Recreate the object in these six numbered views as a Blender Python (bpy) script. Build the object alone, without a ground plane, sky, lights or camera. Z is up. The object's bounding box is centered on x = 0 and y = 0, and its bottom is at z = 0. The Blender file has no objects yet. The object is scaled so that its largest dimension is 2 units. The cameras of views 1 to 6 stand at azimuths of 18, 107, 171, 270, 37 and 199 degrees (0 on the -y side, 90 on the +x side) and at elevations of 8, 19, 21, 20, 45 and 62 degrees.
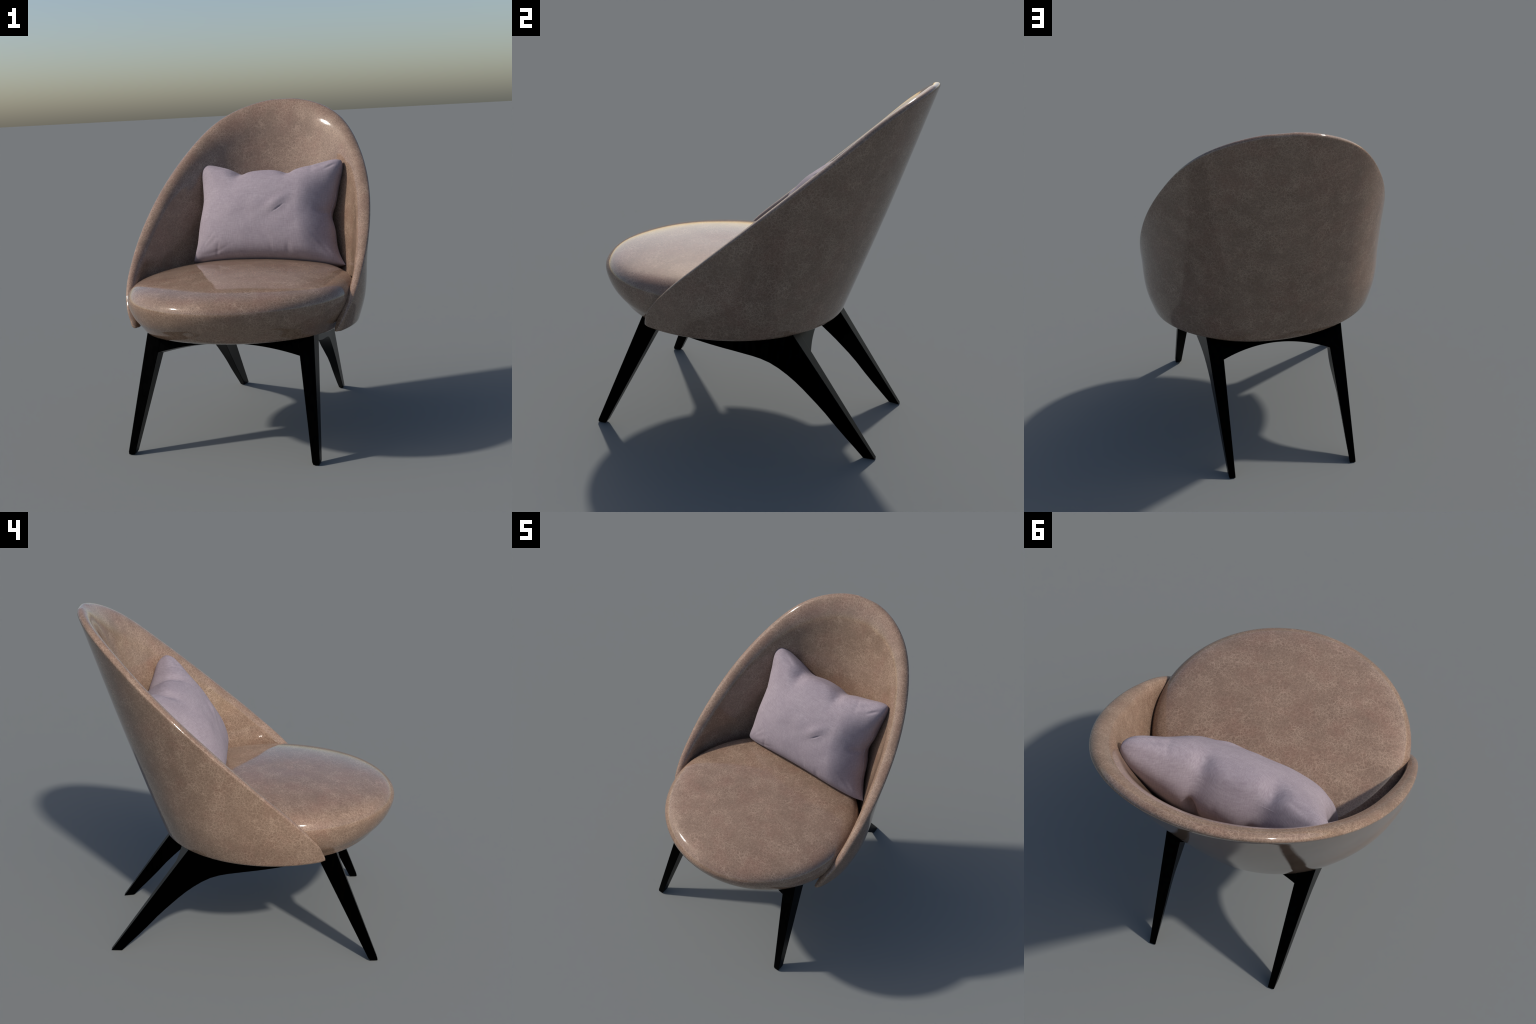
# Upholstered shell lounge chair with a throw pillow, on a black splayed wooden frame.
import bpy, bmesh, math, random
import numpy as np
from mathutils import Vector, noise

random.seed(7)

# ------------------------------------------------------------------ helpers
def curve_value(xk, yk, x):
    """smooth (Hermite) curve through the control points (xk, yk)"""
    xk = np.asarray(xk, float); yk = np.asarray(yk, float); x = np.asarray(x, float)
    m = np.gradient(yk, xk)
    i = np.clip(np.searchsorted(xk, x) - 1, 0, len(xk) - 2)
    h = xk[i + 1] - xk[i]
    t = np.clip((x - xk[i]) / h, -1.5, 2.5)
    return (yk[i] * (1 + 2 * t) * (1 - t) ** 2 + m[i] * h * t * (1 - t) ** 2
            + yk[i + 1] * t * t * (3 - 2 * t) + m[i + 1] * h * t * t * (t - 1))

def smoothstep(a, b, x):
    t = np.clip((x - a) / (b - a), 0, 1)
    return t * t * (3 - 2 * t)

def new_object(name, verts, faces, material, smooth=True, parent=None):
    me = bpy.data.meshes.new(name)
    me.from_pydata([tuple(map(float, v)) for v in verts], [], [tuple(f) for f in faces])
    bm = bmesh.new(); bm.from_mesh(me)
    bmesh.ops.recalc_face_normals(bm, faces=bm.faces)
    bm.to_mesh(me); bm.free()
    me.materials.append(material)
    if smooth:
        me.polygons.foreach_set("use_smooth", [True] * len(me.polygons))
    ob = bpy.data.objects.new(name, me)
    bpy.context.scene.collection.objects.link(ob)
    if parent: ob.parent = parent
    return ob

# ---------------------------------------------------------------- materials
def node_material(name):
    m = bpy.data.materials.new(name); m.use_nodes = True
    nt = m.node_tree; nt.nodes.clear()
    out = nt.nodes.new("ShaderNodeOutputMaterial")
    b = nt.nodes.new("ShaderNodeBsdfPrincipled")
    nt.links.new(b.outputs[0], out.inputs[0])
    return m, nt, b

def tex_noise(nt, vec, scale, detail=3, rough=.5, dist=0):
    n = nt.nodes.new("ShaderNodeTexNoise")
    n.inputs["Scale"].default_value = scale; n.inputs["Detail"].default_value = detail
    n.inputs["Roughness"].default_value = rough; n.inputs["Distortion"].default_value = dist
    nt.links.new(vec, n.inputs["Vector"])
    return n

def ramp(nt, fac, stops):
    r = nt.nodes.new("ShaderNodeValToRGB")
    els = r.color_ramp.elements
    while len(els) < len(stops): els.new(.5)
    for e, (p, c) in zip(els, stops):
        e.position = p; e.color = (*c, 1) if len(c) == 3 else c
    nt.links.new(fac, r.inputs[0])
    return r

def mix(nt, fac, a, b, mode='MIX'):
    n = nt.nodes.new("ShaderNodeMix"); n.data_type = 'RGBA'; n.blend_type = mode
    for sock, v in ((n.inputs[0], fac), (n.inputs[6], a), (n.inputs[7], b)):
        if isinstance(v, bpy.types.NodeSocket): nt.links.new(v, sock)
        else: sock.default_value = v if isinstance(v, (int, float)) else (*v, 1)
    return n.outputs[2]

def math_node(nt, op, a, b=0.0):
    n = nt.nodes.new("ShaderNodeMath"); n.operation = op
    for sock, v in zip(n.inputs, (a, b)):
        if isinstance(v, bpy.types.NodeSocket): nt.links.new(v, sock)
        else: sock.default_value = v
    return n.outputs[0]

def warped(nt, vec, scale, amount):
    n = tex_noise(nt, vec, scale, 2)
    s = nt.nodes.new("ShaderNodeVectorMath"); s.operation = 'SUBTRACT'
    nt.links.new(n.outputs["Color"], s.inputs[0]); s.inputs[1].default_value = (.5, .5, .5)
    k = nt.nodes.new("ShaderNodeVectorMath"); k.operation = 'SCALE'
    nt.links.new(s.outputs[0], k.inputs[0]); k.inputs["Scale"].default_value = amount
    a = nt.nodes.new("ShaderNodeVectorMath"); a.operation = 'ADD'
    nt.links.new(vec, a.inputs[0]); nt.links.new(k.outputs[0], a.inputs[1])
    return a.outputs[0]

def leather_material():
    m, nt, b = node_material("taupe_leather")
    tc = nt.nodes.new("ShaderNodeTexCoord"); P = tc.outputs["Object"]
    W = warped(nt, warped(nt, P, 8, .07), 34, .011)
    def cracks(scale, width):
        v = nt.nodes.new("ShaderNodeTexVoronoi"); v.feature = 'DISTANCE_TO_EDGE'
        v.inputs["Scale"].default_value = scale
        nt.links.new(W, v.inputs["Vector"])
        return ramp(nt, v.outputs["Distance"], [(0, (1, 1, 1)), (width, (0, 0, 0))]).outputs[0], v
    fine, vf = cracks(84, .082)
    medium, vm = cracks(54, .062)
    coarse, vc = cracks(33, .040)
    big = tex_noise(nt, P, 4.5, 4, .6)
    mid = tex_noise(nt, P, 10.5, 5, .62)
    grain = tex_noise(nt, P, 140, 3, .6)
    red = tex_noise(nt, P, 6.0, 4, .6)
    base = ramp(nt, big.outputs["Fac"], [(.3, (.172, .110, .076)), (.5, (.193, .125, .087)), (.7, (.214, .141, .099))]).outputs[0]
    redm = ramp(nt, red.outputs["Fac"], [(.46, (0, 0, 0)), (.66, (.38, .38, .38))]).outputs[0]
    base = mix(nt, redm, base, (.226, .118, .084))
    # pale creases of the grain, stronger in patches
    patch = ramp(nt, mid.outputs["Fac"], [(.36, (.42, .42, .42)), (.62, (1, 1, 1))]).outputs[0]
    veins = math_node(nt, 'MAXIMUM', math_node(nt, 'MULTIPLY', fine, .75), math_node(nt, 'MAXIMUM', medium, coarse))
    veins = math_node(nt, 'MULTIPLY', veins, patch)
    veins = math_node(nt, 'MULTIPLY', veins, .70)
    haze = math_node(nt, 'MULTIPLY', ramp(nt, mid.outputs['Fac'], [(.50, (0, 0, 0)), (.74, (1, 1, 1))]).outputs[0], .24)
    base = mix(nt, haze, base, (.300, .215, .156))
    col = mix(nt, veins, base, (.430, .304, .222))
    g = ramp(nt, grain.outputs["Fac"], [(.3, (.86, .86, .86)), (.7, (1.14, 1.14, 1.14))]).outputs[0]
    col = mix(nt, 1.0, col, g, 'MULTIPLY')
    nt.links.new(col, b.inputs["Base Color"])
    b.inputs["Roughness"].default_value = .06
    bump = nt.nodes.new("ShaderNodeBump"); bump.inputs["Strength"].default_value = .08
    bump.inputs["Distance"].default_value = .0012
    nt.links.new(vf.outputs["Distance"], bump.inputs["Height"])
    nt.links.new(bump.outputs[0], b.inputs["Normal"])
    return m

def wood_material():
    m, nt, b = node_material("black_lacquered_wood")
    tc = nt.nodes.new("ShaderNodeTexCoord")
    mp = nt.nodes.new("ShaderNodeMapping"); mp.inputs["Scale"].default_value = (60, 60, 6)
    nt.links.new(tc.outputs["Object"], mp.inputs[0])
    n = tex_noise(nt, mp.outputs[0], 1.0, 3)
    nt.links.new(ramp(nt, n.outputs["Fac"], [(.3, (.0004, .0004, .0004)), (.7, (.0015, .0014, .0013))]).outputs[0], b.inputs["Base Color"])
    b.inputs["Metallic"].default_value = 1.0     # no reflection face-on, sheen at grazing angles
    b.inputs["Roughness"].default_value = .38
    return m

def fabric_material():
    m, nt, b = node_material("lilac_linen")
    tc = nt.nodes.new("ShaderNodeTexCoord"); P = tc.outputs["Object"]
    def threads(scale):
        mp = nt.nodes.new("ShaderNodeMapping"); mp.inputs["Scale"].default_value = scale
        nt.links.new(P, mp.inputs[0])
        return tex_noise(nt, mp.outputs[0], 1.0, 2, .6)
    warp = threads((330, 50, 24)); weft = threads((26, 50, 330))
    cloud = tex_noise(nt, P, 9, 3, .6)
    both = math_node(nt, 'ADD', math_node(nt, 'MULTIPLY', warp.outputs["Fac"], .5), math_node(nt, 'MULTIPLY', weft.outputs["Fac"], .5))
    base = ramp(nt, both, [(.32, (.246, .202, .226)), (.5, (.290, .242, .266)), (.68, (.340, .292, .315))]).outputs[0]
    shade = ramp(nt, cloud.outputs["Fac"], [(.3, (.94, .93, .95)), (.7, (1.05, 1.05, 1.05))]).outputs[0]
    nt.links.new(mix(nt, 1.0, base, shade, 'MULTIPLY'), b.inputs["Base Color"])
    b.inputs["Roughness"].default_value = .85
    b.inputs["Specular IOR Level"].default_value = .3
    bump = nt.nodes.new("ShaderNodeBump"); bump.inputs["Strength"].default_value = .25
    bump.inputs["Distance"].default_value = .0015
    nt.links.new(both, bump.inputs["Height"]); nt.links.new(bump.outputs[0], b.inputs["Normal"])
    return m

LEATHER, WOOD, FABRIC = leather_material(), wood_material(), fabric_material()

# -------------------------------------------------------- shell (the backrest)
# An elliptical, backward leaning cone cut by a slanted, slightly wavy rim.
Z_BASE = .671
HALF_WIDTH = ((.66, .8, 1.05, 1.4, 2.0), (.681, .721, .738, .762, .770))
DEPTH = ((.66, 1.2, 2.0), (.675, .769, .686))
BACK_LINE = ((.66, 1.2, 2.0), (.474, .657, .905))
RIM = ((-.475, .560), (-.460, .655), (-.430, .748), (-.375, .833), (-.3, .918), (-.1, 1.106), (.2, 1.374), (.5, 1.646), (.75, 1.879), (.92, 2.014))
SQ = 2 / 1.972

def shell_half_width(z): return curve_value(*HALF_WIDTH, z)
def shell_depth(z): return curve_value(*DEPTH, z)
def shell_back(z): return curve_value(*BACK_LINE, z)
def rim_height(y): return np.clip(curve_value(*zip(*RIM), y), .3, 2.05)
def thickness(z): return .044 + .016 * smoothstep(.70, .86, z) + .022 * smoothstep(.9, 1.4, z)

def shell_outer(phi, z, inset=0.0):
    """point of the outer wall at bearing phi (pi/2 = straight back), moved in by inset"""
    a, d = shell_half_width(z), shell_depth(z)
    c, s = np.cos(phi), np.sin(phi)
    x = np.sign(c) * np.abs(c) ** SQ * a
    y = np.sign(s) * np.abs(s) ** SQ * d
    nx, ny = x / a ** 2, y / d ** 2
    n = np.hypot(nx, ny)
    return np.stack([x - inset * nx / n, y + shell_back(z) - d - inset * ny / n, z + 0 * x], -1)

def rim_z(phi):
    z = np.full_like(phi, 1.4)
    for _ in range(80):
        p = shell_outer(phi, z)
        z = .6 * z + .4 * rim_height(p[..., 1])
    return z

def build_shell(parent):
    # bearing at which the rim meets the base
    ph = np.linspace(np.pi / 2, -np.pi / 3, 2400)
    hh = rim_z(ph) - Z_BASE
    end = ph[np.argmax(hh < .030)]
    k = np.linspace(0, 1, 150)
    right = np.pi / 2 + (end - np.pi / 2) * (k * .72 + .28 * (1 - (1 - k) ** 2.2))
    phi = np.concatenate([np.pi - right[:0:-1], right])
    top = rim_z(phi)
    top = np.minimum(top, 1.9995)
    cols = []
    N = len(phi)
    for j in range(N):
        H = top[j] - Z_BASE
        T = float(thickness(top[j]))
        edge = min(j, N - 1 - j)
        ro = min(.022, H * .42, T * .45)
        ri = min(T - ro - .002, .056)
        di = min(.080 + .085 * float(smoothstep(1.2, 1.9, top[j])), H * .42)
        rb = min(.014, H * .2)
        sec = []                                   # (inset, height)
        for t in np.linspace(0, math.pi / 2, 4):   # lower outer edge
            sec.append((rb * (1 - math.sin(t)), Z_BASE + rb * (1 - math.cos(t))))
        z0, z1 = Z_BASE + rb, top[j] - ro
        for t in np.linspace(0, 1, 34)[1:]:
            sec.append((0, z0 + (z1 - z0) * t))
        for t in np.linspace(0, math.pi / 2, 7)[1:]:
            sec.append((ro * (1 - math.cos(t)), z1 + ro * math.sin(t)))
        for t in np.linspace(0, math.pi / 2, 14):
            sec.append((T - ri + ri * math.sin(t), top[j] - di * (1 - math.cos(t))))
        z2 = top[j] - di
        for t in np.linspace(0, 1, 34)[1:]:
            z = z2 + (Z_BASE + rb - z2) * t
            lip = .003 * smoothstep(0, .08, z2 - z) * smoothstep(1.3, 1.8, top[j])
            sec.append((T - lip, z))
        for t in np.linspace(0, math.pi / 2, 4)[1:]:
            sec.append((sec[-1][0] - rb * .4 * math.sin(t), Z_BASE + rb * (1 - math.sin(t))))
        # round the two front tips by pulling the last columns towards the mid thickness
        if edge < 6:
            f = math.sqrt(1 - ((6 - edge) / 6.5) ** 2)
            sec = [(T * .5 + (u - T * .5) * f, Z_BASE + H * .5 + (z - Z_BASE - H * .5) * (.55 + .45 * f)) for u, z in sec]
        cols.append(np.array(sec))
    M = len(cols[0])
    sec = np.array(cols)                            # N x M x 2
    V = shell_outer(np.repeat(phi[:, None], M, 1), sec[..., 1], sec[..., 0]).reshape(-1, 3)
    F = []
    for j in range(N - 1):
        for i in range(M):
            n = (i + 1) % M
            F.append((j * M + i, j * M + n, (j + 1) * M + n, (j + 1) * M + i))
    F.append(tuple(range(M))); F.append(tuple((N - 1) * M + i for i in reversed(range(M))))
    return new_object("backrest_shell", V, F, LEATHER, parent=parent)

def build_base_pan(parent):
    """upholstered floor that closes the shell under the seat"""
    n = 120; V = []; F = []
    cy, a, d = float(shell_back(.68) - shell_depth(.68)), .646, .644
    for z in (.659, .700):
        V.append((0, cy, z))
        for k in range(n):
            t = 2 * math.pi * k / n
            f = 1 - .42 * float(smoothstep(.05, -.55, math.sin(t)))
            V.append((a * f * math.cos(t), cy + d * f * math.sin(t), z))
    o = n + 1
    for k in range(n):
        m = (k + 1) % n
        F += [(0, 1 + m, 1 + k), (o, o + 1 + k, o + 1 + m), (1 + k, 1 + m, o + 1 + m, o + 1 + k)]
    return new_object("base_pan", V, F, LEATHER, smooth=False, parent=parent)

# ------------------------------------------------------------- seat cushion
SEAT_Y, SEAT_Z, SEAT_A, SEAT_B = -.245, .915, .677, .660
# (radius, height) from the crown of the domed top, over the edge, down the tapering bowl
SEAT_PROFILE = [(0, .080), (.2, .079), (.4, .074), (.6, .065), (.74, .054), (.84, .042), (.91, .028), (.955, .010),
                (.985, -.016), (1, -.050), (.993, -.092), (.970, -.143), (.937, -.188), (.893, -.228), (.84, -.276), (.78, -.298),
                (.70, -.307), (.4, -.310), (0, -.310)]

def build_seat(parent):
    # smooth the profile through its points
    pr = np.array(SEAT_PROFILE)
    q = np.vstack([2 * pr[0] - pr[1], pr, 2 * pr[-1] - pr[-2]])
    prof = []
    for i in range(1, len(q) - 2):
        p0, p1, p2, p3 = q[i - 1], q[i], q[i + 1], q[i + 2]
        for t in np.linspace(0, 1, 7, endpoint=False):
            prof.append(.5 * (2 * p1 + (p2 - p0) * t + (2 * p0 - 5 * p1 + 4 * p2 - p3) * t * t + (3 * p1 - p0 - 3 * p2 + p3) * t ** 3))
    prof = prof[1:]
    n = 160
    th = np.linspace(0, 2 * np.pi, n, endpoint=False)
    V = []
    def put(x, y, h):
        h *= 1 + (.20 if h > 0 else .43) * y         # the whole cushion is fuller towards the back
        h += .003 * noise.noise(Vector((x * 3, y * 3, h * 3 + 5)))
        V.append((x, SEAT_Y + y, max(SEAT_Z + .034 * y + h, .666 - .006 * (1 - math.hypot(x, y)))))
    put(0, 0, SEAT_PROFILE[0][1])
    for r, h in prof:
        for a in th:
            put(SEAT_A * r * math.cos(a), SEAT_B * r * math.sin(a), h)
    put(0, 0, SEAT_PROFILE[-1][1])
    F = [(0, 1 + i, 1 + (i + 1) % n) for i in range(n)]
    for k in range(len(prof) - 1):
        for i in range(n):
            a, b = 1 + k * n + i, 1 + k * n + (i + 1) % n
            F.append((a, a + n, b + n, b))
    L = len(V) - 1; s = 1 + (len(prof) - 1) * n
    F += [(L, s + (i + 1) % n, s + i) for i in range(n)]
    return new_object("seat_cushion", V, F, LEATHER, parent=parent)

# ------------------------------------------------------------- wooden frame
def bevelled(ob, width):
    b = ob.modifiers.new("rounded_edges", 'BEVEL')
    b.width = width; b.segments = 3; b.limit_method = 'ANGLE'; b.angle_limit = math.radians(40)
    b.harden_normals = True
    return ob

def loft(name, rings, parent, mirror=False, bevel=.0035):
    """solid through a list of equal-length closed rings"""
    m = len(rings[0]); V = [p for r in rings for p in r]
    if mirror: V = [(-x, y, z) for x, y, z in V]
    F = []
    for k in range(len(rings) - 1):
        for i in range(m):
            n = (i + 1) % m
            F.append((k * m + i, k * m + n, (k + 1) * m + n, (k + 1) * m + i))
    F.append(tuple(range(m))); F.append(tuple((len(rings) - 1) * m + i for i in range(m)))
    ob = new_object(name, V, F, WOOD, parent=parent)
    return bevelled(ob, bevel)

FRAME_TOP = .690
def front_face_y(z): return -.760 + .364 * z
def front_back_y(z): return -.708 + .460 * z
def rear_face_y(z): return .811 - .742 * z

def build_front_leg(parent, mirror):
    rings = []
    for z in (0, .016, .30, FRAME_TOP):
        xo, xi = .568 - .0955 * z, .526 - .176 * z
        yf, yb = front_face_y(z), front_back_y(z)
        s = .004 if z == 0 else 0
        rings.append([(xo - s, yf + s, z), (xo - s, yb - s, z), (xi + s, yb - s, z), (xi + s, yf + s, z)])
    return loft("front_leg", rings, parent, mirror)

# side view of the rear leg and the rail that sweeps forward from it: (y, z) of the under edge
REAR_UNDER = [(.746, 0), (.700, .047), (.640, .106), (.580, .167), (.522, .230), (.470, .281), (.430, .318), (.390, .355),
              (.345, .393), (.300, .427), (.250, .460), (.200, .486), (.150, .503), (.100, .514), (.050, .522), (0, .530),
              (-.060, .539), (-.130, .551), (-.210, .567), (-.300, .588), (-.380, .608), (-.450, .622)]

def rail_outer_x(y): return np.interp(y, [-.5, .33, .81], [.503, .406, .369])
def rail_inner_x(y): return np.interp(y, [-.5, .05, .33, .81], [.430, .345, .316, .333])

def build_rear_leg(parent, mirror):
    # top/rear edge points paired with the under edge
    up = []
    n = len(REAR_UNDER)
    ys_top = [rear_face_y(FRAME_TOP)]
    for k, (y, z) in enumerate(REAR_UNDER):
        if k < 11:      # leg: walk up the straight rear edge
            zz = FRAME_TOP * (k / 10)
            up.append((rear_face_y(zz), zz))
        else:           # rail: walk forward along the hidden top
            f = (k - 10) / (n - 11)
            up.append((ys_top[0] + (-.45 - ys_top[0]) * f, FRAME_TOP))
    rings = []
    for (yu, zu), (yt, zt) in zip(REAR_UNDER, up):
        def xo(y): return float(rail_outer_x(y))
        inner = float(rail_inner_x(yt))
        under = float(rail_inner_x(yu)) + min(.032, .20 * max(0, yt - yu)) * float(smoothstep(-.05, .25, yu))
        rings.append([(xo(yt), yt, zt), (xo(yu), yu, zu), (under, yu, zu), (inner, yt, zt)])
    return loft("rear_leg", rings, parent, mirror)

def build_rail(name, half, z_mid, z_drop, width, face_y, back_y, top, parent):
    rings = []
    for t in np.linspace(-1, 1, 41):
        x = t * half
        z = z_mid - z_drop * (x / width) ** 2
        zb = z - .022
        rings.append([(x, face_y(z), z), (x, face_y(top), top), (x, back_y(top), top), (x, back_y(zb), zb)])
    return loft(name, rings, parent, bevel=.004)

# ------------------------------------------------------------- throw pillow
def build_pillow():
    BL, BR = np.array([-.455, .190, .965]), np.array([.548, .180, .945])
    TL, TR = np.array([-.482, .560, 1.580]), np.array([.492, .475, 1.597])
    mid = (BL + BR + TL + TR) / 4
    BL, BR, TL, TR = (mid + (p - mid) * k for p, k in ((BL, 1.03), (BR, 1.03), (TL, 1.05), (TR, 1.05)))   # room for the rounding of the ears
    right = (BR - BL + TR - TL); right /= np.linalg.norm(right)
    upv = (TL - BL + TR - BR); upv /= np.linalg.norm(upv)
    front = np.cross(right, upv); front /= np.linalg.norm(front)
    if front[1] > 0: front = -front
    NU, NV = 400, 290
    s = np.linspace(-1, 1, NU); t = np.linspace(-1, 1, NV)
    u = np.sin(s * np.pi / 2)[:, None] + 0 * t[None]; v = np.sin(t * np.pi / 2)[None] + 0 * s[:, None]
    # edges pull in between the corner ears, unevenly
    pull_top = .27 * (1 - np.abs(u) ** 2.2) + .055 * np.exp(-((u + .40) / .16) ** 2) + .045 * np.exp(-((u - .26) / .13) ** 2) - .02 * np.exp(-((u + .02) / .2) ** 2)
    fv0 = 1 - v ** 2
    pull_bot = .085 * (1 - u ** 2)
    pull_left = np.where(v < 0, .105 * (1 - np.abs(v) ** 5), .105 * (1 - np.abs(v) ** 2.2)) + .012 * np.sin(5 * v + 1) * fv0
    pull_right = np.where(v < 0, .155 * (1 - np.abs(v) ** 4.5), .155 * (1 - np.abs(v) ** 2)) + .05 * np.exp(-((v + .06) / .2) ** 2)
    wt, wr = (v + 1) / 2, (u + 1) / 2
    vv = v - wt ** 2 * pull_top * (v > 0) * np.abs(v) + (1 - wt) ** 2 * pull_bot * (v < 0) * np.abs(v)
    uu = u - wr ** 2 * pull_right * (u > 0) * np.abs(u) + (1 - wr) ** 2 * pull_left * (u < 0) * np.abs(u)
    uu = uu * (1 - (.030 + .040 * wt) * np.abs(v) ** 9); vv = vv * (1 - (.055 + .030 * wt) * np.abs(u) ** 10)      # blunt, rounded ears
    a, b = (uu + 1) / 2, (vv + 1) / 2
    base = ((1 - a) * (1 - b))[..., None] * BL + (a * (1 - b))[..., None] * BR + ((1 - a) * b)[..., None] * TL + (a * b)[..., None] * TR
    fu, fv = np.clip(1 - u ** 2, 0, 1), np.clip(1 - v ** 2, 0, 1)
    body = (fu ** .32) * (fv ** .34)
    ears = .10 * np.minimum(fu ** .5, 1) * np.minimum(fv ** .5, 1)
    rnd = random.Random(11)
    def groove(cu, cv, ang, length, width, depth, curve=0.0):
        """a fold line across the cloth; sharp across, fading along"""
        x, y = (u - cu) * 1.45, (v - cv)
        p = x * math.cos(ang) + y * math.sin(ang)
        q = -x * math.sin(ang) + y * math.cos(ang) - curve * p * p
        return depth * np.exp(-(q / width) ** 2) * np.exp(-(p / length) ** 2)
    def folds(side):
        d = np.zeros_like(u)
        for su, sv in ((-1, -1), (1, -1), (-1, 1), (1, 1)):      # soft folds running from the ears
            for k in range(4):
                ang = math.atan2(-sv, -su * 1.45) + rnd.uniform(-.55, .55)
                r = rnd.uniform(.22, .5)
                d -= groove(su * .97 + math.cos(ang) * r / 1.45, sv * .97 + math.sin(ang) * r, ang, rnd.uniform(.16, .32), rnd.uniform(.03, .07), rnd.uniform(.001, .004), rnd.uniform(-.5, .5))
        for k in range(12):                                       # gathers along the seams
            e = rnd.choice((0, 1, 2, 3)); w = rnd.uniform(-.75, .75)
            cu, cv, ang = ((w, .9, 1.57), (w, -.9, 1.57), (.92, w, 0), (-.92, w, 0))[e]
            d -= groove(cu, cv, ang + rnd.uniform(-.35, .35), rnd.uniform(.10, .22), rnd.uniform(.025, .06), rnd.uniform(.001, .005), rnd.uniform(-.6, .6))
        return d
    def cloth_noise(off):
        out = np.zeros_like(u)
        for i in range(NU):
            for j in range(NV):
                p = base[i, j]
                out[i, j] = noise.noise(Vector((p[0] * 3.2 + off, p[1] * 3, p[2] * 3.2))) * .016 + noise.noise(Vector((p[0] * 9 + off, p[1] * 9, p[2] * 9))) * .004
        return out
    fullness = np.where(u > 0, fu ** .30, fu ** .34)
    ear = sum(np.exp(-((u - a) / .13) ** 2 - ((v - b) / .17) ** 2) for a in (-.93, .93) for b in (-.9, .9)) * (fu * fv) ** .22
    front_d = .190 * fullness * (fv ** .34) * (1 - .25 * v) + .016 * ear + folds(0) * body ** .3
    front_d += body * cloth_noise(3.1)
    # the short diagonal crease in the middle of the front, and the dents of the right flank
    front_d -= groove(.24, -.12, .60, .105, .0060, .009)
    front_d += groove(.20, -.02, .60, .26, .10, .012)
    front_d -= .058 * smoothstep(.48, .98, u + .06 * v) * (fv ** .3) * (1 - .92 * smoothstep(.15, .75, v))          # flank turning away
    front_d -= groove(.92, -.08, .20, .16, .06, .016, .3)
    front_d -= groove(-.42, .90, 1.50, .24, .15, .034)
    front_d -= groove(.26, .92, 1.65, .18, .11, .026)
    front_d -= groove(.87, .80, .55, .11, .035, .006)
    back_d = .180 * body + .016 * ear + folds(1) * body ** .3 + body * cloth_noise(9.4)
    back_d -= groove(.24, .66, 1.45, .22, .085, .050)
    back_d -= groove(-.35, .72, 1.35, .24, .14, .025)
    edge = np.minimum(fu, fv) <= 1e-9
    front_d[edge] = 0; back_d[edge] = 0
    Vf = base + np.maximum(front_d, 0)[..., None] * front
    Vb = base - np.maximum(back_d, 0)[..., None] * front
    def settle(P):
        """keep the pillow within the shell"""
        x, y, z = P[..., 0], P[..., 1], P[..., 2]
        th = .080
        A, D = shell_half_width(z) - th, shell_depth(z) - th
        yc = shell_back(z) - shell_depth(z)
        rho = np.hypot(x / A, (y - yc) / D)
        f = np.where(rho > 1, 1 / np.maximum(rho, 1e-6), 1)
        Q = P.copy(); Q[..., 0] = x * f; Q[..., 1] = yc + (y - yc) * f
        return Q
    Vf, Vb = settle(Vf), settle(Vb)
    V = list(Vf.reshape(-1, 3)); F = []
    idf = np.arange(NU * NV).reshape(NU, NV); idb = idf.copy()
    for i in range(NU):
        for j in range(NV):
            if 0 < i < NU - 1 and 0 < j < NV - 1:
                idb[i, j] = len(V); V.append(Vb[i, j])
    for i in range(NU - 1):
        for j in range(NV - 1):
            F.append((idf[i, j], idf[i + 1, j], idf[i + 1, j + 1], idf[i, j + 1]))
            F.append((idb[i, j], idb[i, j + 1], idb[i + 1, j + 1], idb[i + 1, j]))
    ob = new_object("throw_pillow", V, F, FABRIC)
    sm = ob.modifiers.new("soften", 'SMOOTH'); sm.iterations = 3; sm.factor = .4
    return ob

# ------------------------------------------------------------------ assemble
chair = bpy.data.objects.new("lounge_chair", None)
bpy.context.scene.collection.objects.link(chair)
chair["label"] = "rounded taupe leather shell lounge chair on black splayed wooden legs"
chair["category"] = "armchair"
build_shell(chair)
build_base_pan(chair)
build_seat(chair)
for mirror in (False, True):
    build_front_leg(chair, mirror)
    build_rear_leg(chair, mirror)
build_rail("front_rail", .455, .616, .058, .427, lambda z: front_face_y(z) + .0015, lambda z: front_back_y(z) - .006, FRAME_TOP - .003, chair)
build_rail("rear_rail", .345, .604, .056, .32, lambda z: rear_face_y(z) - .0015, lambda z: rear_face_y(z) - .085, FRAME_TOP - .005, chair)

pillow = build_pillow()
pillow["label"] = "rectangular lilac grey linen throw pillow with soft folds"
pillow["category"] = "pillow"
